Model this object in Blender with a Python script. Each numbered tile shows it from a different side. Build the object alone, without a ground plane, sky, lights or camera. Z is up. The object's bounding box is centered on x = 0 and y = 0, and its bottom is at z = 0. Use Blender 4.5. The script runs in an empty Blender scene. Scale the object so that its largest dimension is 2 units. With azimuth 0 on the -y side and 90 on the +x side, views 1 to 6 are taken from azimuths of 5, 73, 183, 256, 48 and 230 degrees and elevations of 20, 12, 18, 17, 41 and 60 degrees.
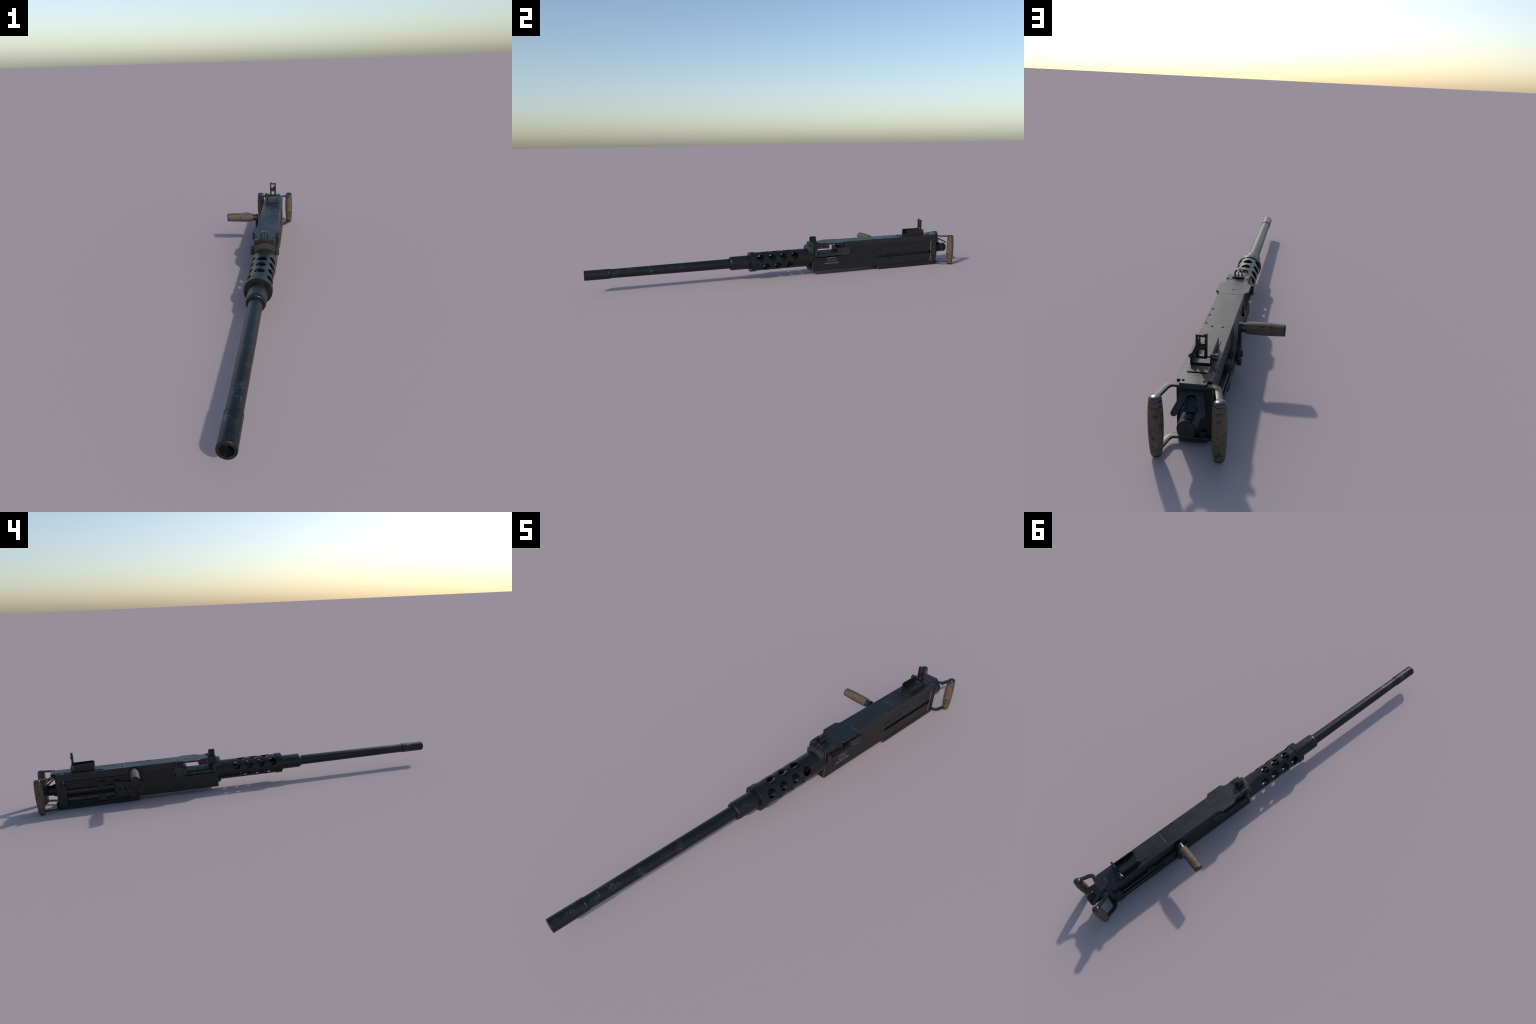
import bpy, bmesh, math, random
from mathutils import Vector, Matrix

random.seed(7)
X0 = 0.0540            # bore axis, x
ZB = 0.0904            # bore axis, z
SIDE = 0.0425          # half width over the side plates
COV = 0.0447           # half width over the top cover / bottom rails

# ------------------------------------------------------------------ materials
def nodes_of(name):
    m = bpy.data.materials.new(name); m.use_nodes = True
    nt = m.node_tree; nt.nodes.clear()
    out = nt.nodes.new('ShaderNodeOutputMaterial')
    b = nt.nodes.new('ShaderNodeBsdfPrincipled')
    nt.links.new(b.outputs[0], out.inputs[0])
    tc = nt.nodes.new('ShaderNodeTexCoord')
    return m, nt, b, tc.outputs['Object']

def noise(nt, vec, scale, stretch=(1, 1, 1), detail=5, rough=0.6):
    mp = nt.nodes.new('ShaderNodeMapping'); mp.inputs['Scale'].default_value = stretch
    nt.links.new(vec, mp.inputs[0])
    n = nt.nodes.new('ShaderNodeTexNoise')
    n.inputs['Scale'].default_value = scale
    n.inputs['Detail'].default_value = detail
    n.inputs['Roughness'].default_value = rough
    nt.links.new(mp.outputs[0], n.inputs['Vector'])
    return n.outputs['Fac']

def ramp(nt, fac, stops):
    r = nt.nodes.new('ShaderNodeValToRGB')
    e = r.color_ramp.elements
    while len(e) < len(stops): e.new(0.5)
    for el, (p, c) in zip(e, stops):
        el.position = p
        el.color = (*c, 1) if isinstance(c, (tuple, list)) else (c, c, c, 1)
    nt.links.new(fac, r.inputs[0])
    return r.outputs[0]

def mix(nt, fac, a, b):
    m = nt.nodes.new('ShaderNodeMix'); m.data_type = 'RGBA'
    if isinstance(fac, float): m.inputs[0].default_value = fac
    else: nt.links.new(fac, m.inputs[0])
    for i, v in ((6, a), (7, b)):
        if isinstance(v, tuple): m.inputs[i].default_value = (*v, 1)
        else: nt.links.new(v, m.inputs[i])
    return m.outputs[2]

def mul(nt, a, b):
    m = nt.nodes.new('ShaderNodeMath'); m.operation = 'MULTIPLY'
    for i, v in enumerate((a, b)):
        if isinstance(v, (int, float)): m.inputs[i].default_value = v
        else: nt.links.new(v, m.inputs[i])
    return m.outputs[0]

def bump(nt, b, h, strength, dist=0.001):
    bp = nt.nodes.new('ShaderNodeBump')
    bp.inputs['Strength'].default_value = strength
    bp.inputs['Distance'].default_value = dist
    nt.links.new(h, bp.inputs['Height']); nt.links.new(bp.outputs[0], b.inputs['Normal'])

def gunmetal(name, base, light, rough=(0.34, 0.5), metallic=0.75, scratch=0.0, band=None, stretch=(1, 1, 1)):
    """dark parkerised steel: mottled tone, patchy gloss, optional pale scuffs"""
    m, nt, b, co = nodes_of(name)
    n1 = noise(nt, co, 22, stretch, 6)
    col = mix(nt, ramp(nt, n1, [(0.3, 0.0), (0.72, 1.0)]), base, light)
    n2 = noise(nt, co, 9, stretch, 4)
    rg = ramp(nt, n2, [(0.3, rough[0]), (0.7, rough[1])])
    if scratch > 0:
        f1 = noise(nt, co, 330, (1, 0.45, 1), 6, 0.7)
        f2 = noise(nt, co, 30, (1, 0.6, 1), 4, 0.65)
        msk = mul(nt, ramp(nt, f1, [(0.52, 0.0), (0.58, 1.0)]), ramp(nt, f2, [(0.535, 0.0), (0.66, 1.0)]))
        if band:
            sep = nt.nodes.new('ShaderNodeSeparateXYZ'); nt.links.new(co, sep.inputs[0])
            mr = nt.nodes.new('ShaderNodeMapRange'); mr.interpolation_type = 'SMOOTHSTEP'
            mr.inputs['From Min'].default_value = band[0]; mr.inputs['From Max'].default_value = band[1]
            nt.links.new(sep.outputs['Y'], mr.inputs['Value'])
            msk = mul(nt, msk, mr.outputs[0])
        msk = mul(nt, msk, scratch)
        col = mix(nt, msk, col, (0.24, 0.25, 0.26))
    nt.links.new(col, b.inputs['Base Color'])
    nt.links.new(rg, b.inputs['Roughness'])
    b.inputs['Metallic'].default_value = metallic
    bump(nt, b, noise(nt, co, 420, stretch, 3), 0.05, 0.0005)
    return m

def worn(name, dark, bright, lo=0.42, hi=0.62):
    m, nt, b, co = nodes_of(name)
    n = noise(nt, co, 75, (1, 1, 1), 6, 0.7)
    nt.links.new(mix(nt, ramp(nt, n, [(lo, 0.0), (hi, 1.0)]), dark, bright), b.inputs['Base Color'])
    b.inputs['Metallic'].default_value = 0.75; b.inputs['Roughness'].default_value = 0.42
    return m

def wood(name, axis):
    m, nt, b, co = nodes_of(name)
    st = [1, 1, 1]; st[axis] = 0.12
    grain = noise(nt, co, 230, tuple(st), 5, 0.6)
    tone = noise(nt, co, 38, (1, 1, 1), 5, 0.6)
    col = mix(nt, ramp(nt, grain, [(0.3, 0.0), (0.7, 1.0)]), (0.074, 0.051, 0.033), (0.152, 0.109, 0.074))
    col = mix(nt, mul(nt, ramp(nt, tone, [(0.40, 0.0), (0.64, 1.0)]), 0.6), col, (0.080, 0.060, 0.045))
    big = ramp(nt, noise(nt, co, 30, (1, 1, 1), 3, 0.5), [(0.44, 0.0), (0.53, 1.0)])
    sp = mul(nt, ramp(nt, noise(nt, co, 62, (1, 1, 1), 6, 0.72), [(0.54, 0.0), (0.58, 1.0)]), big)
    fl = mul(nt, ramp(nt, noise(nt, co, 300, (1, 1, 1), 4, 0.7), [(0.58, 0.0), (0.66, 1.0)]), 0.5)
    col = mix(nt, fl, col, (0.05, 0.04, 0.032))
    col = mix(nt, mul(nt, sp, 0.92), col, (0.020, 0.018, 0.018))
    nt.links.new(col, b.inputs['Base Color'])
    b.inputs['Roughness'].default_value = 0.62
    b.inputs['Specular IOR Level'].default_value = 0.35
    bump(nt, b, grain, 0.2, 0.0008)
    return m

STEEL = gunmetal('parkerised_steel', (0.0300, 0.0295, 0.0300), (0.0410, 0.0400, 0.0400), scratch=0.07)
COVER = gunmetal('cover_steel', (0.033, 0.0345, 0.037), (0.051, 0.051, 0.051), rough=(0.33, 0.52), scratch=0.10)
BARREL = gunmetal('barrel_steel', (0.023, 0.0245, 0.027), (0.033, 0.0335, 0.034), rough=(0.28, 0.38),
                  scratch=0.8, band=(-0.32, -0.80), stretch=(1, 0.4, 1))
JACKET = gunmetal('jacket_steel', (0.024, 0.0255, 0.028), (0.034, 0.0345, 0.035), rough=(0.29, 0.39), scratch=0.2)
FEED = gunmetal('feed_bracket_steel', (0.048, 0.048, 0.047), (0.072, 0.071, 0.068), rough=(0.45, 0.6), scratch=0.25)
YOKE = gunmetal('grip_frame_steel', (0.036, 0.037, 0.039), (0.058, 0.058, 0.058), rough=(0.34, 0.50), scratch=0.3)
CAP = gunmetal('polished_cap_steel', (0.070, 0.072, 0.076), (0.10, 0.10, 0.10), rough=(0.22, 0.32), metallic=0.9)
SLIDE = gunmetal('slide_steel', (0.030, 0.030, 0.031), (0.050, 0.048, 0.047), rough=(0.40, 0.55), scratch=0.3)
WORN = worn('worn_edge_steel', (0.04, 0.04, 0.042), (0.30, 0.30, 0.30))
WORNPLATE = worn('worn_plate_steel', (0.035, 0.035, 0.036), (0.095, 0.094, 0.093), 0.46, 0.75)
WORNBAR = worn('rubbed_slide_steel', (0.05, 0.048, 0.047), (0.20, 0.19, 0.185), 0.40, 0.70)
PALE = worn('bare_steel', (0.15, 0.15, 0.155), (0.24, 0.24, 0.245))
PAINT = worn('marking_fill', (0.26, 0.26, 0.265), (0.38, 0.38, 0.39))
FLOOR = gunmetal('feedway_steel', (0.020, 0.022, 0.024), (0.028, 0.029, 0.030), rough=(0.55, 0.68), metallic=0.55)  # base darkened and roughened to hold down the sky reflection on the floor
RIVET = gunmetal('rivet_steel', (0.037, 0.037, 0.038), (0.052, 0.052, 0.052), rough=(0.36, 0.46), metallic=0.75)
WOODZ = wood('worn_ash_wood', 2)
WOODX = wood('worn_ash_wood_crosswise', 0)
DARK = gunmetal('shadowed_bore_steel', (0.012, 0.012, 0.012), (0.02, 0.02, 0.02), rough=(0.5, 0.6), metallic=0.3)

# ------------------------------------------------------------------ helpers
col = bpy.context.scene.collection
ROOT = bpy.data.objects.new('heavy_machine_gun', None)
col.objects.link(ROOT)
ROOT['label'] = 'long dark steel machine gun with wooden spade grips'
ROOT['category'] = 'machine gun'

def finish(name, bm, mat, parent=None, angle=35, recalc=True):
    if recalc: bmesh.ops.recalc_face_normals(bm, faces=bm.faces)
    me = bpy.data.meshes.new(name); bm.to_mesh(me); bm.free()
    for p in me.polygons: p.use_smooth = True
    me.set_sharp_from_angle(angle=math.radians(angle))
    me.materials.append(mat)
    ob = bpy.data.objects.new(name, me); col.objects.link(ob)
    ob.parent = parent or ROOT
    return ob

def add_box(bm, x0, x1, y0, y1, z0, z1, bev=0.0008, seg=1):
    g = bmesh.ops.create_cube(bm, size=1)
    vs = g['verts']
    for v in vs:
        v.co = Vector((x0 if v.co.x < 0 else x1, y0 if v.co.y < 0 else y1, z0 if v.co.z < 0 else z1))
    if bev:
        es = list({e for v in vs for e in v.link_edges})
        bmesh.ops.bevel(bm, geom=es, offset=bev, segments=seg, affect='EDGES', profile=0.6, clamp_overlap=True)

def box(name, x0, x1, y0, y1, z0, z1, mat, parent=None, bev=0.0008):
    bm = bmesh.new(); add_box(bm, min(x0, x1), max(x0, x1), min(y0, y1), max(y0, y1), z0, z1, bev)
    return finish(name, bm, mat, parent)

def add_prism(bm, pts, axis, a, b, bev=0.0008, seg=1):
    """polygon given in the two other axes (in xyz order), extruded along axis from a to b"""
    def P(p, h):
        if axis == 0: return (h, p[0], p[1])
        if axis == 1: return (p[0], h, p[1])
        return (p[0], p[1], h)
    lo = [bm.verts.new(P(p, a)) for p in pts]
    hi = [bm.verts.new(P(p, b)) for p in pts]
    f = [bm.faces.new(lo), bm.faces.new(hi[::-1])]
    n = len(pts)
    for i in range(n):
        f.append(bm.faces.new((lo[i], hi[i], hi[(i + 1) % n], lo[(i + 1) % n])))
    bmesh.ops.recalc_face_normals(bm, faces=f)
    if bev:
        es = list(f[0].edges) + list(f[1].edges)
        for i in range(n):
            d1 = (Vector(pts[i]) - Vector(pts[i - 1])).normalized()
            d2 = (Vector(pts[(i + 1) % n]) - Vector(pts[i])).normalized()
            if d1.dot(d2) < 0.8:
                es += [e for e in lo[i].link_edges if e.other_vert(lo[i]) is hi[i]]
        bmesh.ops.bevel(bm, geom=list(set(es)), offset=bev, segments=seg, affect='EDGES', profile=0.6, clamp_overlap=True)

def prism(name, pts, axis, a, b, mat, parent=None, bev=0.0008):
    bm = bmesh.new(); add_prism(bm, pts, axis, a, b, bev)
    return finish(name, bm, mat, parent)

def add_lathe(bm, prof, axis, c1, c2, n=48, close=False):
    """revolve (t, r) pairs about an axis; c1, c2 are the two other coordinates of the axis"""
    rings = []
    for t, r in prof:
        ring = []
        for i in range(n):
            a = 2 * math.pi * i / n
            u, v = c1 + r * math.cos(a), c2 + r * math.sin(a)
            ring.append(bm.verts.new(((t, u, v), (u, t, v), (u, v, t))[axis]))
        rings.append(ring)
    m = len(rings)
    for k in range(m if close else m - 1):
        A, B = rings[k], rings[(k + 1) % m]
        for i in range(n):
            j = (i + 1) % n
            bm.faces.new((A[i], A[j], B[j], B[i]))
    if not close:
        bm.faces.new(rings[0]); bm.faces.new(rings[-1])

def lathe(name, prof, axis, c1, c2, mat, parent=None, n=48, close=False, angle=22):
    bm = bmesh.new(); add_lathe(bm, prof, axis, c1, c2, n, close)
    return finish(name, bm, mat, parent, angle)

def disc_prof(a, b, r, ch=0.0008):
    s = 1 if b > a else -1
    return [(a, r), (b - s * ch, r), (b - s * ch * 0.3, r - ch * 0.3), (b, r - ch)]

def boolean(ob, cutters, op='DIFFERENCE'):
    for c in cutters:
        md = ob.modifiers.new('cut', 'BOOLEAN'); md.object = c; md.operation = op; md.solver = 'EXACT'
    dg = bpy.context.evaluated_depsgraph_get()
    me = bpy.data.meshes.new_from_object(ob.evaluated_get(dg))
    ob.modifiers.clear(); old = ob.data; ob.data = me
    for p in me.polygons: p.use_smooth = True
    me.set_sharp_from_angle(angle=math.radians(35))
    bpy.data.meshes.remove(old)
    for c in cutters: bpy.data.objects.remove(c)
    return ob

def arc(cx, cy, rx, ry, a0, a1, n=8):
    return [(cx + rx * math.cos(math.radians(a0 + (a1 - a0) * i / n)),
             cy + ry * math.sin(math.radians(a0 + (a1 - a0) * i / n))) for i in range(n + 1)]

def X(v): return X0 + v

# ------------------------------------------------------------------ barrel
barrel = lathe('barrel', [
    (-1.000, 0.0165), (-1.000, 0.0229), (-0.9985, 0.0242), (-0.890, 0.0244), (-0.8888, 0.0239), (-0.8862, 0.0239),
    (-0.885, 0.0244), (-0.8795, 0.0244), (-0.8785, 0.0223), (-0.80, 0.0227), (-0.55, 0.0241), (-0.30, 0.0250),
    (-0.17, 0.0250), (-0.16, 0.0250), (0.16, 0.0256), (0.16, 0.010), (-0.90, 0.0150), (-0.992, 0.0152)], 1, X0, ZB, BARREL, n=64, close=True)
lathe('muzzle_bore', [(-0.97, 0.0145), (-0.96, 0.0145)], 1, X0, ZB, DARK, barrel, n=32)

lathe('barrel_bearing_sleeve', [
    (-0.2905, 0.0240), (-0.2905, 0.0305), (-0.2895, 0.0322), (-0.287, 0.0336), (-0.2835, 0.0345), (-0.280, 0.0352), (-0.278, 0.0352),
    (-0.17, 0.0354), (-0.17, 0.0240)], 1, X0, ZB, JACKET, n=64, close=True)

RJ = 0.0481
jacket = lathe('cooling_jacket', [
    (-0.1855, 0.0345), (-0.1855, 0.0500), (-0.1847, 0.0509), (-0.1580, 0.0509), (-0.1570, 0.0505), (-0.1562, 0.0483),
    (-0.155, RJ), (-0.1535, RJ), (0.158, RJ), (0.158, 0.0432), (-0.150, 0.0432), (-0.150, 0.0345)], 1, X0, ZB, JACKET, n=96, close=True)
bmc = bmesh.new()
for ang, ys in ((30, 4), (150, 4), (270, 4), (90, 3), (210, 3), (330, 3)):
    for k in range(ys):
        y = (-0.1333 if ys == 4 else -0.1025) + 0.0621 * k
        g = bmesh.ops.create_cone(bmc, cap_ends=True, segments=40, radius1=0.0194, radius2=0.0194, depth=0.03)
        d = Vector((math.cos(math.radians(ang)), 0, math.sin(math.radians(ang))))
        q = d.to_track_quat('Z', 'Y').to_matrix().to_4x4()
        bmesh.ops.transform(bmc, verts=g['verts'], matrix=Matrix.Translation(Vector((X0, y, ZB)) + d * 0.050) @ q)
boolean(jacket, [finish('hole_cutter', bmc, JACKET)])
# narrow seam behind the jacket flange
lathe('jacket_lock_ring', [(-0.1702, 0.0507), (-0.1702, 0.0512), (-0.1600, 0.0512), (-0.1600, 0.0507)], 1, X0, ZB, JACKET, jacket, n=96, close=True)

# ------------------------------------------------------------------ receiver
recv = bpy.data.objects.new('receiver', None); col.objects.link(recv); recv.parent = ROOT
plate = ([(0.1520, 0.0185), (0.908, 0.0185), (0.908, 0.1375), (0.342, 0.1375), (0.342, 0.0985), (0.180, 0.0985),
          (0.180, 0.1400), (0.1525, 0.1400), (0.1525, 0.125), (0.1555, 0.112), (0.1585, 0.098), (0.1590, 0.088),
          (0.1575, 0.072), (0.1535, 0.058), (0.1520, 0.050)])
def rrect(y0, y1, z0, z1, r, n=5):
    return (arc(y1 - r, z1 - r, r, r, 0, 90, n) + arc(y0 + r, z1 - r, r, r, 90, 180, n)
            + arc(y0 + r, z0 + r, r, r, 180, 270, n) + arc(y1 - r, z0 + r, r, r, 270, 360, n))
rp = prism('side_plate', plate, 0, X(SIDE - 0.006), X(SIDE), STEEL, recv)
cuts = [prism('c', rrect(0.538, 0.8795, 0.0640, 0.0805, 0.0080), 0, X(SIDE - 0.02), X(SIDE + 0.02), STEEL, bev=0),
        prism('c', rrect(0.529, 0.5797, 0.1015, 0.1135, 0.001), 0, X(SIDE - 0.0020), X(SIDE + 0.02), STEEL, bev=0),
        prism('c', rrect(0.6280, 0.6625, 0.0998, 0.1148, 0.001), 0, X(SIDE - 0.0020), X(SIDE + 0.02), STEEL, bev=0)]
boolean(rp, cuts)
lp0 = prism('side_plate', plate, 0, X(-SIDE), X(-SIDE + 0.006), STEEL, recv)
boolean(lp0, [prism('c', rrect(0.648, 0.8790, 0.0605, 0.0805, 0.0090), 0, X(-SIDE - 0.02), X(-SIDE + 0.02), STEEL, bev=0)])
# pale strips along the slot edges
box('slot_pale_edge', X(SIDE - 0.001), X(SIDE + 0.0007), 0.5790, 0.5806, 0.1010, 0.1140, WORN, recv, 0.0003)
box('slot_pale_edge', X(SIDE - 0.001), X(SIDE + 0.0007), 0.6617, 0.6633, 0.0995, 0.1150, WORN, recv, 0.0003)
box('slot_pale_edge', X(SIDE - 0.001), X(SIDE + 0.0005), 0.553, 0.690, 0.0806, 0.0816, WORNPLATE, recv, 0.0003)
box('slot_pale_edge', X(SIDE - 0.001), X(SIDE + 0.0005), 0.545, 0.872, 0.0629, 0.0639, WORNPLATE, recv, 0.0003)

bm = bmesh.new()
add_box(bm, X(-0.0366), X(0.0366), 0.322, 0.9075, 0.030, 0.0575, 0.0005)
add_box(bm, X(-0.0366), X(0.0366), 0.322, 0.9075, 0.0870, 0.136, 0.0005)
add_box(bm, X(-0.0366), X(0.0366), 0.322, 0.530, 0.0570, 0.0875, 0)
add_box(bm, X(-0.0325), X(0.0320), 0.529, 0.9030, 0.0570, 0.0875, 0)
add_box(bm, X(-0.0366), X(0.0366), 0.1535, 0.335, 0.0192, 0.100, 0.0005)
finish('inner_frame', bm, STEEL, recv)
bm = bmesh.new()
add_box(bm, X(-0.0422), X(0.0422), 0.1520, 0.543, 0.0180, 0.0225, 0.0006)
finish('bottom_plate', bm, STEEL, recv)
box('feedway_floor', X(-0.0425), X(0.0425), 0.166, 0.322, 0.0900, 0.1142, FLOOR, recv, 0.0010)
box('feedway_wall', X(-0.0430), X(0.0430), 0.3000, 0.3230, 0.1100, 0.1375, STEEL, recv, 0.0010)
# bottom rails under the rear half
for s in (-1, 1):
    box('bottom_rail', X(s * COV), X(s * 0.034), 0.5395, 0.908, 0.0, 0.0180, STEEL, recv, 0.0010)
box('bottom_plate', X(-0.0345), X(0.0345), 0.541, 0.907, 0.0015, 0.031, STEEL, recv, 0.0010)

# front trunnion block with its arched collar round the jacket
trun = box('trunnion_block', X(-0.0412), X(0.0412), 0.1525, 0.2015, 0.1382, 0.1690, STEEL, recv, 0.0010)
prism('trunnion_block', [(X(-0.0424), 0.0186), (X(0.0424), 0.0186), (X(0.0424), 0.139), (X(-0.0424), 0.139)], 1, 0.1530, 0.166, STEEL, recv, 0.0006)
cpts = [(X(0.0405), 0.1185)] + [(X(0.0405) if False else X(0.058 * math.cos(math.radians(a))), 0.1012 + 0.058 * math.sin(math.radians(a)))
        for a in [45.7 + (134.3 - 45.7) * i / 16 for i in range(17)]] + [(X(-0.0405), 0.1185)]
prism('jacket_collar', cpts, 1, 0.1330, 0.1540, FEED, recv, 0.0006)
bm = bmesh.new()
add_prism(bm, [(0.153, 0.055), (0.1335, 0.055), (0.1335, 0.0465), (0.1380, 0.0345), (0.153, 0.0340)], 0, X(-0.024), X(0.024), 0.0008)
finish('trunnion_lug', bm, STEEL, recv)
for s in (-1, 1):
    bm = bmesh.new()
    pts = [(0.1512, 0.0195), (0.1512, 0.052), (0.1527, 0.060), (0.1567, 0.073), (0.1580, 0.088), (0.1575, 0.098),
           (0.1545, 0.112), (0.1515, 0.126), (0.1515, 0.166)]
    for (y0, z0), (y1, z1) in zip(pts, pts[1:]):
        add_prism(bm, [(y0, z0), (y0 + 0.0022, z0), (y1 + 0.0022, z1), (y1, z1)], 0, X(s * (SIDE - 0.001)), X(s * (SIDE + 0.0006)), 0)
    finish('worn_front_edge', bm, PALE if s > 0 else WORN, recv)

# rubbed corners
for s in (-1, 1):
    box('worn_corner', X(s * (COV - 0.003)), X(s * (COV + 0.0004)), 0.5390, 0.5412, 0.0010, 0.0172, PALE, recv, 0.0003)
    box('worn_corner', X(s * 0.0400), X(s * 0.0416), 0.2000, 0.2020, 0.1395, 0.1680, WORN, recv, 0.0003)
box('worn_corner', X(-0.0400), X(0.0400), 0.1520, 0.1532, 0.1678, 0.1693, WORN, recv, 0.0003)

# feed rails, posts and belt holding brackets
def feed_side(s):
    bm = bmesh.new()
    def b(d0, d1, y0, y1, z0, z1, bev=0.0007): add_box(bm, *sorted((X(s * d0), X(s * d1))), y0, y1, z0, z1, bev)
    b(0.0360, 0.0490, 0.166, 0.300, 0.0975, 0.1095)
    b(0.0465, 0.0585, 0.163, 0.1735, 0.0990, 0.1370)
    b(0.0400, 0.0470, 0.166, 0.1770, 0.0985, 0.1300)
    for y0, y1 in ((0.1785, 0.187), (0.1915, 0.2005), (0.2055, 0.2155), (0.2200, 0.2300), (0.262, 0.274)):
        b(0.0470, 0.0515, y0, y1, 0.0962, 0.1112)
    b(0.0440, 0.0505, 0.234, 0.258, 0.0990, 0.1082)
    b(0.0440, 0.0505, 0.277, 0.301, 0.0990, 0.1075)
    if s < 0:
        b(0.0380, 0.0505, 0.3025, 0.3195, 0.0960, 0.1330)
        b(0.0400, 0.0475, 0.3195, 0.3625, 0.0975, 0.1380)
        b(0.0400, 0.0500, 0.3580, 0.3630, 0.0975, 0.1385)
        b(0.0400, 0.0500, 0.3190, 0.3630, 0.0975, 0.1085)
        b(0.0400, 0.0535, 0.3050, 0.3095, 0.0960, 0.1380)
    else:
        b(0.0380, 0.0500, 0.2990, 0.3660, 0.0970, 0.1185)
        b(0.0400, 0.0520, 0.2990, 0.3660, 0.1180, 0.1385)
        b(0.0400, 0.0540, 0.3605, 0.3670, 0.1150, 0.1395)
        b(0.0440, 0.0515, 0.2990, 0.3050, 0.0960, 0.1180)
        b(0.0440, 0.0515, 0.3120, 0.3200, 0.0965, 0.1080)
    return finish('feed_rail', bm, FEED, recv)
for s in (-1, 1): feed_side(s)
# ------------------------------------------------------------------ top cover
cover = box('top_cover', X(-COV), X(COV), 0.3415, 0.9055, 0.1368, 0.1685, COVER, None, 0.0013)
box('cover_flange', X(-COV - 0.0005), X(COV + 0.0005), 0.5965, 0.9045, 0.1345, 0.1420, COVER, cover, 0.0006)
half = ([(0.0447, 0.3405), (0.0447, 0.3385)] + arc(0.0572, 0.3385, 0.0125, 0.0200, 180, 270, 8)[1:]
        + [(0.0570, 0.2425)] + arc(0.0570, 0.2120, 0.0165, 0.0305, 90, 180, 8)[1:] + [(0.0405, 0.1885)])
def sym(h): return [(X(a), b) for a, b in h] + [(X(-a), b) for a, b in h[::-1]]
feed = prism('feed_cover', sym(half), 2, 0.1605, 0.1685, COVER, None, 0.0010)
front_skirt = ([(0.0555, 0.2415)] + arc(0.0560, 0.2120, 0.0165, 0.0300, 90, 180, 8)[1:] + [(0.0395, 0.1900)])
prism('feed_cover_skirt', sym(front_skirt), 2, 0.1385, 0.1607, STEEL, feed, 0.0006)
rear_skirt = [(0.0437, 0.3410), (0.0437, 0.3385)] + arc(0.0560, 0.3385, 0.0125, 0.0200, 180, 255, 8)[1:] + [(0.038, 0.3195)]
prism('feed_cover_skirt', sym(rear_skirt), 2, 0.1372, 0.1607, STEEL, feed, 0.0006)
# hinge tabs at the front of the feed cover
for s in (-1, 1):
    box('cover_hinge', X(s * 0.0330), X(s * 0.0408), 0.178, 0.196, 0.150, 0.1715, WORNPLATE, feed, 0.0012)
box('cover_hinge', X(-0.026), X(0.026), 0.1865, 0.1915, 0.160, 0.1690, DARK, feed, 0.0004)
# seams of the cover
box('cover_seam', X(-COV + 0.001), X(COV - 0.001), 0.3395, 0.3413, 0.1600, 0.1688, WORN, cover, 0.0004)
box('cover_seam', X(-COV + 0.001), X(COV - 0.004), 0.5942, 0.5958, 0.1600, 0.1688, WORN, cover, 0.0004)
for s in (-1, 1):
    box('cover_seam', X(s * (COV - 0.002)), X(s * (COV + 0.0003)), 0.5945, 0.5955, 0.1415, 0.1675, WORNPLATE, cover, 0.0003)
# long hinge line lip along the right
box('cover_lip', X(COV - 0.0030), X(COV - 0.0012), 0.46, 0.585, 0.165, 0.1690, WORNPLATE, cover, 0.0004)

# cover latch plate at the rear
lp = [(0.0320, 0.9270), (0.0340, 0.9240), (0.0340, 0.9040), (0.0245, 0.8985), (0.0215, 0.8950), (0.0165, 0.8850)]
lpts = sym(lp)
latch = prism('cover_latch', lpts, 2, 0.1640, 0.1712, COVER, None, 0.0012)
pr2 = [(-0.0165, 0.8842), (0.0165, 0.8842), (0.0165, 0.8856), (-0.0165, 0.8856)]
prism('latch_edge', [(X(a), b) for a, b in pr2], 2, 0.168, 0.1716, WORN, latch, 0.0003)

# ------------------------------------------------------------------ rivets (one shared dome)
bm = bmesh.new()
add_lathe(bm, [(-0.001, 0.0031), (0.0004, 0.0031), (0.0016, 0.0026), (0.0024, 0.0016), (0.0027, 0.0003)], 2, 0, 0, 14)
proto = finish('rivet', bm, RIVET, recv, 60)
first = [True]
def rivet(x, y, z, d, parent=None, sc=1.0):
    if first[0]: ob = proto; first[0] = False
    else:
        ob = proto.copy(); col.objects.link(ob)
    ob.parent = parent or recv
    ob.location = (x, y, z)
    ob.rotation_euler = {'x': (0, math.pi / 2, 0), '-x': (0, -math.pi / 2, 0), 'z': (0, 0, 0)}[d]
    ob.scale = (sc, sc, sc)
for s, d in ((1, 'x'), (-1, '-x')):
    xs, xc = X(s * SIDE), X(s * COV)
    for k in range(10): rivet(xs, (0.2168 if s > 0 else 0.2279) + 0.0320 * k, 0.0300 if s > 0 else 0.0280, d)
    for k in range(10): rivet(xc, 0.6078 + 0.0320 * k, 0.1545, d, cover)
    for k in range(5): rivet(xs, 0.5845 + 0.0320 * k, 0.1293, d)
    for k in range(10): rivet(xc, 0.5770 + 0.0320 * k, 0.0100, d)
    rivet(xs, 0.1970, 0.0606 if s > 0 else 0.0480, d)
    rivet(xs, 0.4075, 0.1285, d); rivet(xs, 0.3770, 0.1285, d)
    rivet(X(s * 0.0412), 0.1585, 0.160, d, None, 0.9)
rivet(X(0.0500), 0.357, 0.103, 'x', None, 1.1); rivet(X(-0.0500), 0.358, 0.1025, '-x', None, 1.1)
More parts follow.
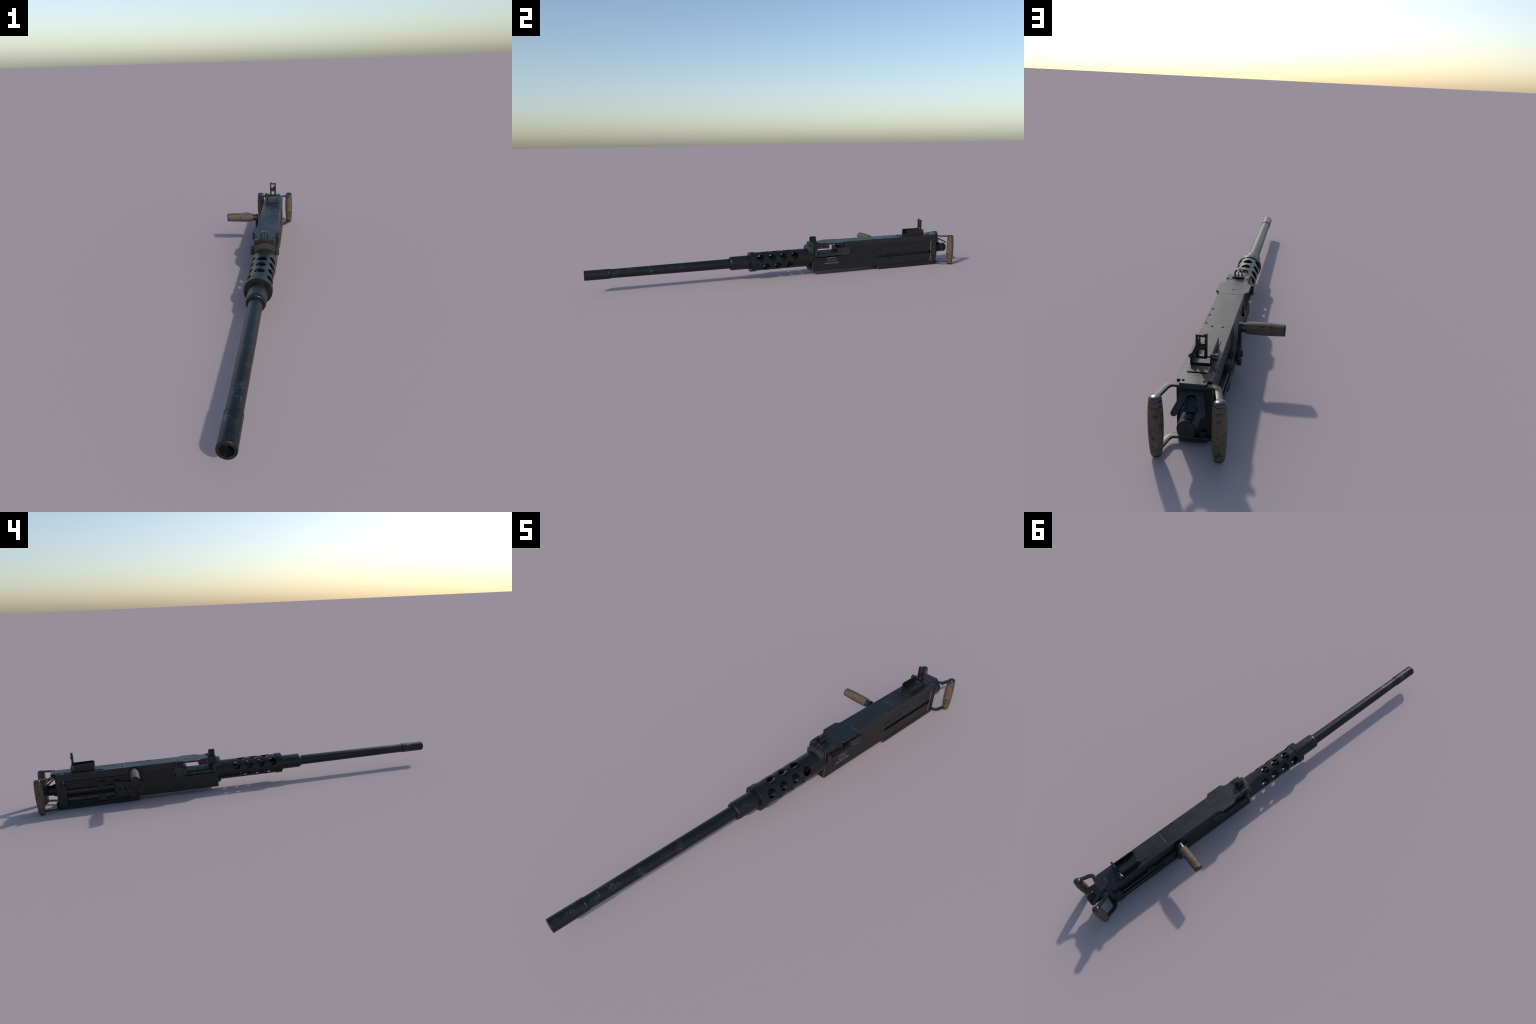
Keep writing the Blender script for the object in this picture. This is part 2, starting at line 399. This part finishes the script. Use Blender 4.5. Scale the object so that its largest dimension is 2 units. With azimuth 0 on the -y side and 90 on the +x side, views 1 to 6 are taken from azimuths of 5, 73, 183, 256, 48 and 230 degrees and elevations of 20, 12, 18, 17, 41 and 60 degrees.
for x, y in ((0.0916, 0.4768), (0.0926, 0.5219), (0.0914, 0.5809), (0.0701, 0.6011), (0.0378, 0.6019)):
    rivet(x, y, 0.1685, 'z', cover)
rivet(0.0541, 0.2986, 0.1685, 'z', feed)
rivet(0.0808, 0.9120, 0.1712, 'z', latch, 1.15); rivet(0.0284, 0.9112, 0.1712, 'z', latch, 1.15)

# ------------------------------------------------------------------ markings
def marking(txt, y0, y1, z):
    cu = bpy.data.curves.new('marking', 'FONT'); cu.body = txt; cu.size = 0.01; cu.extrude = 0.0003
    cu.resolution_u = 2; cu.offset = 0.00014
    ob = bpy.data.objects.new('marking', cu); col.objects.link(ob)
    dg = bpy.context.evaluated_depsgraph_get()
    me = bpy.data.meshes.new_from_object(ob.evaluated_get(dg))
    bpy.data.objects.remove(ob)
    xs = [v.co.x for v in me.vertices]; ys = [v.co.y for v in me.vertices]
    h = 0.0070
    for v in me.vertices:
        u = (v.co.x - min(xs)) / (max(xs) - min(xs)); w = (v.co.y - min(ys)) / (max(ys) - min(ys))
        v.co = Vector((X(SIDE) + 0.0003 + v.co.z, y0 + u * (y1 - y0), z - h / 2 + w * h))
    me.materials.clear(); me.materials.append(PAINT)
    o = bpy.data.objects.new('marking', me); col.objects.link(o); o.parent = recv
marking('MACHINE GUN', 0.2345, 0.2868, 0.0862)
marking('CAL. .50  M2', 0.2370, 0.2860, 0.0710)
marking('SERIAL NO 20109453', 0.2216, 0.3014, 0.0570)

# ------------------------------------------------------------------ front sight
fs = bpy.data.objects.new('front_sight', None); col.objects.link(fs); fs.parent = ROOT
box('sight_base', X(-0.022), X(0.022), 0.1545, 0.1870, 0.1685, 0.1735, WORNPLATE, fs, 0.0012)
o = [(0.0145, 0.172), (0.0145, 0.1872)] + arc(0, 0.1872, 0.0145, 0.0145, 0, 180, 16)[1:] + [(-0.0145, 0.172)]
i = [(-0.0120, 0.172), (-0.0120, 0.1872)] + arc(0, 0.1872, 0.0120, 0.0120, 180, 0, 16)[1:] + [(0.0120, 0.172)]
bm = bmesh.new()
n = len(o)
ii = i[::-1]
V = {}
for h in (0.1565, 0.1830):
    for k in range(n):
        V['o', k, h] = bm.verts.new((X(o[k][0]), h, o[k][1])); V['i', k, h] = bm.verts.new((X(ii[k][0]), h, ii[k][1]))
a, b = 0.1565, 0.1830
for k in range(n - 1):
    bm.faces.new((V['o', k, a], V['o', k + 1, a], V['o', k + 1, b], V['o', k, b]))
    bm.faces.new((V['i', k, a], V['i', k + 1, a], V['i', k + 1, b], V['i', k, b]))
    for h in (a, b): bm.faces.new((V['o', k, h], V['o', k + 1, h], V['i', k + 1, h], V['i', k, h]))
for k in (0, n - 1): bm.faces.new((V['o', k, a], V['o', k, b], V['i', k, b], V['i', k, a]))
finish('sight_hood', bm, JACKET, fs)
prism('sight_blade', [(0.160, 0.173), (0.182, 0.173), (0.178, 0.189), (0.166, 0.189)], 0, X(-0.0012), X(0.0012), STEEL, fs, 0.0003)

# ------------------------------------------------------------------ rear sight
rs = bpy.data.objects.new('rear_sight', None); col.objects.link(rs); rs.parent = ROOT
box('sight_base', X(-0.0280), X(0.0278), 0.6925, 0.8695, 0.1675, 0.1710, COVER, rs, 0.0006)
box('sight_floor', X(-0.0262), X(0.0262), 0.7295, 0.8330, 0.1705, 0.1765, STEEL, rs, 0.0008)
def wall(x0, x1):
    pts = ([(0.8345, 0.170)] + arc(0.8295, 0.2000 - 0.0035, 0.0050, 0.0050, 0, 90, 5) + arc(0.7365, 0.2020 - 0.0065, 0.0070, 0.0070, 90, 180, 6) + [(0.7295, 0.170)])
    prism('sight_wall', pts, 0, X(x0), X(x1), STEEL, rs, 0.0006)
wall(-0.0280, -0.0240); wall(0.0240, 0.0280)
leaf = prism('sight_leaf', [(X(-0.0150), 0.186), (X(0.0152), 0.186), (X(0.0152), 0.2535), (X(-0.0150), 0.2535)], 1, 0.8205, 0.8285, STEEL, rs, 0.0006)
c1 = prism('c', [(X(-0.0085), 0.2290), (X(0.0065), 0.2290), (X(0.0065), 0.2360), (X(0.0095), 0.2390), (X(0.0095), 0.2475), (X(-0.0095), 0.2475), (X(-0.0095), 0.2420), (X(-0.0085), 0.2400)], 1, 0.80, 0.85, STEEL, bev=0)
c2 = prism('c', [(X(-0.0075), 0.1935), (X(0.0070), 0.1935), (X(0.0070), 0.2115), (X(-0.0075), 0.2115)], 1, 0.80, 0.85, STEEL, bev=0)
c3 = lathe('c', [(0.80, 0.0017), (0.85, 0.0017)], 1, X0, 0.2190, STEEL, n=12)
boolean(leaf, [c1, c2, c3])
box('leaf_post', X(-0.0150), X(-0.0070), 0.8195, 0.8290, 0.2500, 0.2565, STEEL, rs, 0.001)
box('sight_slide', X(-0.0105), X(0.0105), 0.8190, 0.8305, 0.2270, 0.2300, STEEL, rs, 0.0004)
lathe('sight_peep', disc_prof(0.828, 0.8345, 0.0022), 1, X(0.002), 0.2325, STEEL, rs, n=12)
box('leaf_rod', X(0.0035), X(0.0060), 0.8210, 0.8240, 0.2120, 0.2480, STEEL, rs, 0.0003)
lathe('sight_axle', [(X(-0.030), 0.0022), (X(0.031), 0.0022)], 0, 0.8255, 0.1915, STEEL, rs, n=16)
lathe('windage_knob', [(X(-0.0265), 0.0085), (X(-0.0305), 0.0085), (X(-0.0310), 0.0070), (X(-0.0335), 0.0068), (X(-0.0340), 0.0080), (X(-0.0355), 0.0095),
                       (X(-0.0425), 0.0097), (X(-0.0435), 0.0088), (X(-0.0435), 0.0040), (X(-0.0425), 0.0036)], 0, 0.8250, 0.1915, CAP, rs, n=32)
lathe('sight_boss', [(X(0.0265), 0.0068), (X(0.0300), 0.0068), (X(0.0310), 0.0058), (X(0.0330), 0.0056), (X(0.0335), 0.0045)], 0, 0.8250, 0.1915, CAP, rs, n=24)

# ------------------------------------------------------------------ rear plates and back plate
bp = bpy.data.objects.new('back_plate', None); col.objects.link(bp); bp.parent = ROOT
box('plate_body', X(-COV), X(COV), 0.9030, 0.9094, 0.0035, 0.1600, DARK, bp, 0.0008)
box('lower_latch', X(-0.0350), X(0.0350), 0.9060, 0.9270, 0.0030, 0.0100, STEEL, bp, 0.0020)
box('latch_stud', X(-0.0330), X(-0.0160), 0.9120, 0.9200, 0.0140, 0.0310, STEEL, bp, 0.0015)
# vertical guide plates at the rear ends of both sides
box('guide_plate', X(SIDE - 0.004), X(SIDE + 0.0012), 0.8765, 0.9080, 0.0180, 0.1365, WORNPLATE, recv, 0.0008)
for z0, z1 in ((0.0180, 0.0635), (0.0790, 0.1365)):
    box('guide_edge', X(SIDE - 0.003), X(SIDE + 0.0018), 0.8735, 0.8782, z0, z1, PALE, recv, 0.0005)
box('guide_edge', X(SIDE - 0.003), X(SIDE + 0.0016), 0.8765, 0.8800, 0.0640, 0.0690, PALE, recv, 0.0005)
box('guide_plate', X(-SIDE + 0.004), X(-SIDE - 0.0030), 0.8770, 0.9070, 0.0180, 0.1365, WORNPLATE, recv, 0.0008)
for z0, z1 in ((0.0240, 0.0450), (0.1180, 0.1365)):
    box('guide_edge', X(-SIDE + 0.003), X(-SIDE - 0.0036), 0.8725, 0.8772, z0, z1, PALE, recv, 0.0005)

# buffer tube
tube = lathe('buffer_tube', [(0.9100, 0.0292), (0.9250, 0.0292), (0.9262, 0.0284), (0.9265, 0.0246), (0.9290, 0.0244), (0.9740, 0.0244), (0.9750, 0.0238),
                      (0.9765, 0.0238), (0.9775, 0.0245), (0.9850, 0.0245), (0.9890, 0.0234), (0.9915, 0.0212), (0.9915, 0.0200)],
      1, X(0.0012), 0.0852, JACKET, bp, n=64)
slot = box('c', X(0.0012 - 0.0011), X(0.0012 + 0.0011), 0.9895, 1.01, 0.05, 0.12, DARK, None, 0)
boolean(tube, [slot])
# curved latch release tongue reaching from the back plate down onto the tube
bm = bmesh.new()
spine = [(0.9125, 0.1445), (0.9230, 0.1375), (0.9340, 0.1285), (0.9440, 0.1195), (0.9500, 0.1152), (0.9550, 0.1128)]
low = [(y - 0.0015, z - 0.0038) for y, z in spine]
add_prism(bm, spine + low[::-1], 0, X(0.0020 - 0.0145), X(0.0020 + 0.0145), 0.0006)
finish('latch_release', bm, COVER, bp)

# butterfly trigger: a forked plate sloping down and back
half_t = [(0.0240, -0.0115), (0.0415, 0.0500)]
tip = arc(0.0338, 0.0540, 0.0080, 0.0080, 8, -170, 10)
tip = [(0.0338 + 0.0080 * math.cos(math.radians(a)), 0.0535 + 0.0080 * math.sin(math.radians(a))) for a in range(-12, 176, 17)]
inner = [(0.0152, 0.0220)] + [(0.0145 * math.cos(math.radians(a)), 0.0170 - 0.0145 * math.sin(math.radians(a))) for a in range(10, 90, 16)]
h = [half_t[0]] + tip + inner
poly = [(a, t) for a, t in h] + [(-a, t) for a, t in h[::-1]]
bm = bmesh.new()
add_prism(bm, poly, 2, -0.0022, 0.0022, 0.0008)
slope = math.radians(29.0)
bm.transform(Matrix.Translation((X(0.0), 0.9292, 0.1462)) @ Matrix.Rotation(-slope, 4, 'X'))
finish('trigger', bm, COVER, None)

# ------------------------------------------------------------------ spade grip frame and grips
def strip(name, path, w, t, z, mat, parent):
    """flat bar swept along a smooth plan path"""
    pts = [Vector(p) for p in path]
    sm = []
    for k in range(len(pts) - 1):
        p0, p1, p2, p3 = pts[max(k - 1, 0)], pts[k], pts[k + 1], pts[min(k + 2, len(pts) - 1)]
        for q in range(8):
            u = q / 8
            sm.append(0.5 * ((2 * p1) + (p2 - p0) * u + (2 * p0 - 5 * p1 + 4 * p2 - p3) * u * u + (3 * p1 - p0 - 3 * p2 + p3) * u ** 3))
    sm.append(pts[-1])
    bm = bmesh.new(); rings = []
    sec = []
    rr = t * 0.14
    for cx, cz, a0 in ((w / 2 - rr, t / 2 - rr, 0), (-w / 2 + rr, t / 2 - rr, 90), (-w / 2 + rr, -t / 2 + rr, 180), (w / 2 - rr, -t / 2 + rr, 270)):
        sec += [(cx + rr * math.cos(math.radians(a0 + d)), cz + rr * math.sin(math.radians(a0 + d))) for d in (0, 45, 90)]
    for k, p in enumerate(sm):
        d = (sm[min(k + 1, len(sm) - 1)] - sm[max(k - 1, 0)]).normalized()
        nn = Vector((-d.y, d.x))
        rings.append([bm.verts.new((p.x + nn.x * a, p.y + nn.y * a, z + b)) for a, b in sec])
    m = len(sec)
    for A, B in zip(rings, rings[1:]):
        for q in range(m): bm.faces.new((A[q], A[(q + 1) % m], B[(q + 1) % m], B[q]))
    bm.faces.new(rings[0]); bm.faces.new(rings[-1])
    return finish(name, bm, mat, parent, 30)

GX = 0.0768
GY = 0.9805
right = [(GX, GY), (0.0735, 0.9660), (0.0685, 0.9480), (0.0640, 0.9310), (0.0560, 0.9200), (0.0430, 0.9170)]
path = [(X(a), b) for a, b in right] + [(X(0), 0.9165)] + [(X(-a), b) for a, b in right[::-1]]
strip('grip_frame', path, 0.0168, 0.0062, 0.1612, YOKE, None)
strip('grip_frame', path, 0.0168, 0.0062, 0.0128, YOKE, None)
box('frame_bridge', X(-0.0330), X(0.0330), 0.9050, 0.9250, 0.1535, 0.1600, STEEL, bp, 0.001)

for s in (-1, 1):
    cx = X(s * GX)
    prof = [(0.0070, 0.0138), (0.0085, 0.0146), (0.0200, 0.0158), (0.0228, 0.01600), (0.0232, 0.01545), (0.0240, 0.01545), (0.0244, 0.0161), (0.040, 0.0173),
            (0.060, 0.0183), (0.080, 0.0188), (0.100, 0.0188), (0.120, 0.0183), (0.1405, 0.01715), (0.1409, 0.0166), (0.1417, 0.0166), (0.1421, 0.0170),
            (0.1500, 0.0164), (0.1535, 0.0160), (0.1545, 0.0150)]
    g = lathe('spade_grip', prof, 2, cx, GY, WOODZ, None, n=48)
    for zr, rr in ((0.0236, 0.0161), (0.1413, 0.01712)):
        lathe('grip_dark_ring', [(zr - 0.0006, rr - 0.001), (zr - 0.0006, rr), (zr + 0.0006, rr), (zr + 0.0006, rr - 0.001)], 2, cx, GY, DARK, g, n=48, close=True)  # thin dark ring set in the groove so that the line shows
    lathe('grip_cap', [(0.1543, 0.0150), (0.1550, 0.0156), (0.1590, 0.0156), (0.1615, 0.0152), (0.1640, 0.0128), (0.1655, 0.0090), (0.1663, 0.0045), (0.1665, 0.0004)], 2, cx, GY, CAP, g, n=40, angle=60)
    lathe('grip_foot', [(0.0002, 0.0080), (0.0010, 0.0108), (0.0035, 0.0128), (0.0072, 0.0134)], 2, cx, GY, YOKE, g, n=40, angle=60)

# ------------------------------------------------------------------ charging handle
HY, HZ = 0.5530, 0.1487
ch = lathe('charging_handle', [(-0.0280, 0.0172), (-0.0290, 0.0186), (-0.0400, 0.0194), (-0.0700, 0.0204), (-0.0950, 0.0204), (-0.1200, 0.0196), (-0.1450, 0.0184), (-0.1462, 0.0178)],
           0, HY, HZ, WOODX, None, n=48)
lathe('handle_end_cap', [(-0.1448, 0.0168), (-0.1448, 0.0187), (-0.1475, 0.0186), (-0.1490, 0.0172), (-0.1493, 0.0085), (-0.1485, 0.0075), (-0.1485, 0.0050), (-0.1490, 0.0045)], 0, HY, HZ, STEEL, ch, n=40)
lathe('handle_collar', [(-0.0150, 0.0150), (-0.0175, 0.0150), (-0.0180, 0.0138), (-0.0190, 0.0138), (-0.0195, 0.0150), (-0.0285, 0.0150)], 0, HY, HZ, CAP, ch, n=40)

arm = ([(HY + 0.0165 * math.cos(math.radians(a)), HZ + 0.0165 * math.sin(math.radians(a))) for a in range(-10, 191, 20)]
       + [(0.5385, 0.100), (0.5400, 0.072)]
       + [(0.5695 + 0.0125 * math.cos(math.radians(a)), 0.0390 + 0.0125 * math.sin(math.radians(a))) for a in range(170, 361, 24)]
       + [(0.5885, 0.0500), (0.5955, 0.0580), (0.5930, 0.0640), (0.5800, 0.0840), (0.5745, 0.105)])
al = prism('charging_arm', arm, 0, -0.0150, -0.0045, STEEL, None, 0.0012)
lathe('arm_pivot', disc_prof(-0.0140, -0.0195, 0.0100), 0, 0.5655, 0.0640, SLIDE, al, n=32)
lathe('arm_knob', disc_prof(-0.0040, -0.0175, 0.0118, 0.0015), 0, 0.5697, 0.0386, SLIDE, al, n=32)
for k in range(10):
    a = 2 * math.pi * k / 10
    lathe('pivot_notch', disc_prof(-0.0190, -0.0205, 0.0014, 0.0004), 0, 0.5655 + 0.0075 * math.cos(a), 0.0640 + 0.0075 * math.sin(a), DARK, al, n=10)

# ------------------------------------------------------------------ retracting slide on the left
sl = bpy.data.objects.new('retracting_slide', None); col.objects.link(sl); sl.parent = ROOT
S = -SIDE
def lb(name, d0, d1, y0, y1, z0, z1, mat=SLIDE, bev=0.0008):
    return box(name, X(S - d0), X(S - d1), y0, y1, z0, z1, mat, sl, bev)
lb('slide_guide', -0.001, 0.0038, 0.5500, 0.8720, 0.1200, 0.1330, STEEL)
body = prism('slide_body', [(0.5105, 0.0960), (0.5280, 0.1010), (0.6450, 0.1080), (0.6520, 0.1040), (0.6520, 0.0340), (0.5560, 0.0340), (0.5115, 0.0485)],
             0, X(S + 0.001), X(S - 0.0130), SLIDE, sl, 0.0010)
boolean(body, [lathe('c', [(-0.05, 0.0044), (0.05, 0.0044)], 0, yy, zz, DARK, n=20) for yy, zz in ((0.6246, 0.0698), (0.6032, 0.0707))])
lb('slide_rib', 0.012, 0.0150, 0.6530 - 0.10, 0.6500, 0.0900, 0.0985)
lb('slide_bar', 0.0000, 0.0130, 0.6450, 0.8660, 0.0800, 0.0925)
lb('slide_edge', 0.011, 0.0135, 0.6500, 0.8640, 0.0880, 0.0918, WORNBAR, 0.0004)
lb('slide_bar', 0.0000, 0.0130, 0.6450, 0.8640, 0.0455, 0.0610)
lb('slide_edge', 0.011, 0.0135, 0.6500, 0.8600, 0.0468, 0.0515, WORNBAR, 0.0004)
lb('slide_rod', -0.006, 0.0010, 0.6480, 0.8770, 0.0605, 0.0650, STEEL)
lb('guide_cover', -0.001, 0.0140, 0.8650, 0.8920, 0.0205, 0.1205, STEEL, 0.0012)
lb('guide_cover', -0.001, 0.0100, 0.8610, 0.8660, 0.0820, 0.1190, STEEL, 0.0008)
lb('stud_plate', 0.002, 0.0138, 0.6905, 0.7255, 0.0860, 0.1150, SLIDE)
lb('stop_bracket', 0.002, 0.0138, 0.6905, 0.7250, 0.0270, 0.0570, SLIDE)
lathe('bracket_hole', [(X(S - 0.0130), 0.0034), (X(S - 0.0142), 0.0034)], 0, 0.7083, 0.0440, DARK, sl, n=16)
for yy, zz, r in ((0.7083, 0.0995, 0.0130), (0.6370, 0.1000, 0.0130)):
    lathe('slide_stud', disc_prof(X(S - 0.005), X(S - 0.0160), r), 0, yy, zz, SLIDE, sl, n=32)
    lathe('slide_stud', disc_prof(X(S - 0.015), X(S - 0.0180), r * 0.5), 0, yy, zz, SLIDE, sl, n=24)
    for k in range(10):
        a = 2 * math.pi * k / 10
        lathe('stud_notch', disc_prof(X(S - 0.0150), X(S - 0.0168), 0.0014, 0.0004), 0, yy + 0.0098 * math.cos(a), zz + 0.0098 * math.sin(a), DARK, sl, n=10)
lb('slide_latch', 0.004, 0.0164, 0.5700, 0.6100, 0.0860, 0.1010)
lb('lower_strip', -0.001, 0.0060, 0.5500, 0.8640, 0.0270, 0.0335, STEEL)
# drive lug that carries the arm
lathe('arm_boss', [(X(S + 0.001), 0.0130), (X(S - 0.0175), 0.0130)], 0, 0.5655, 0.0640, STEEL, sl, n=32)
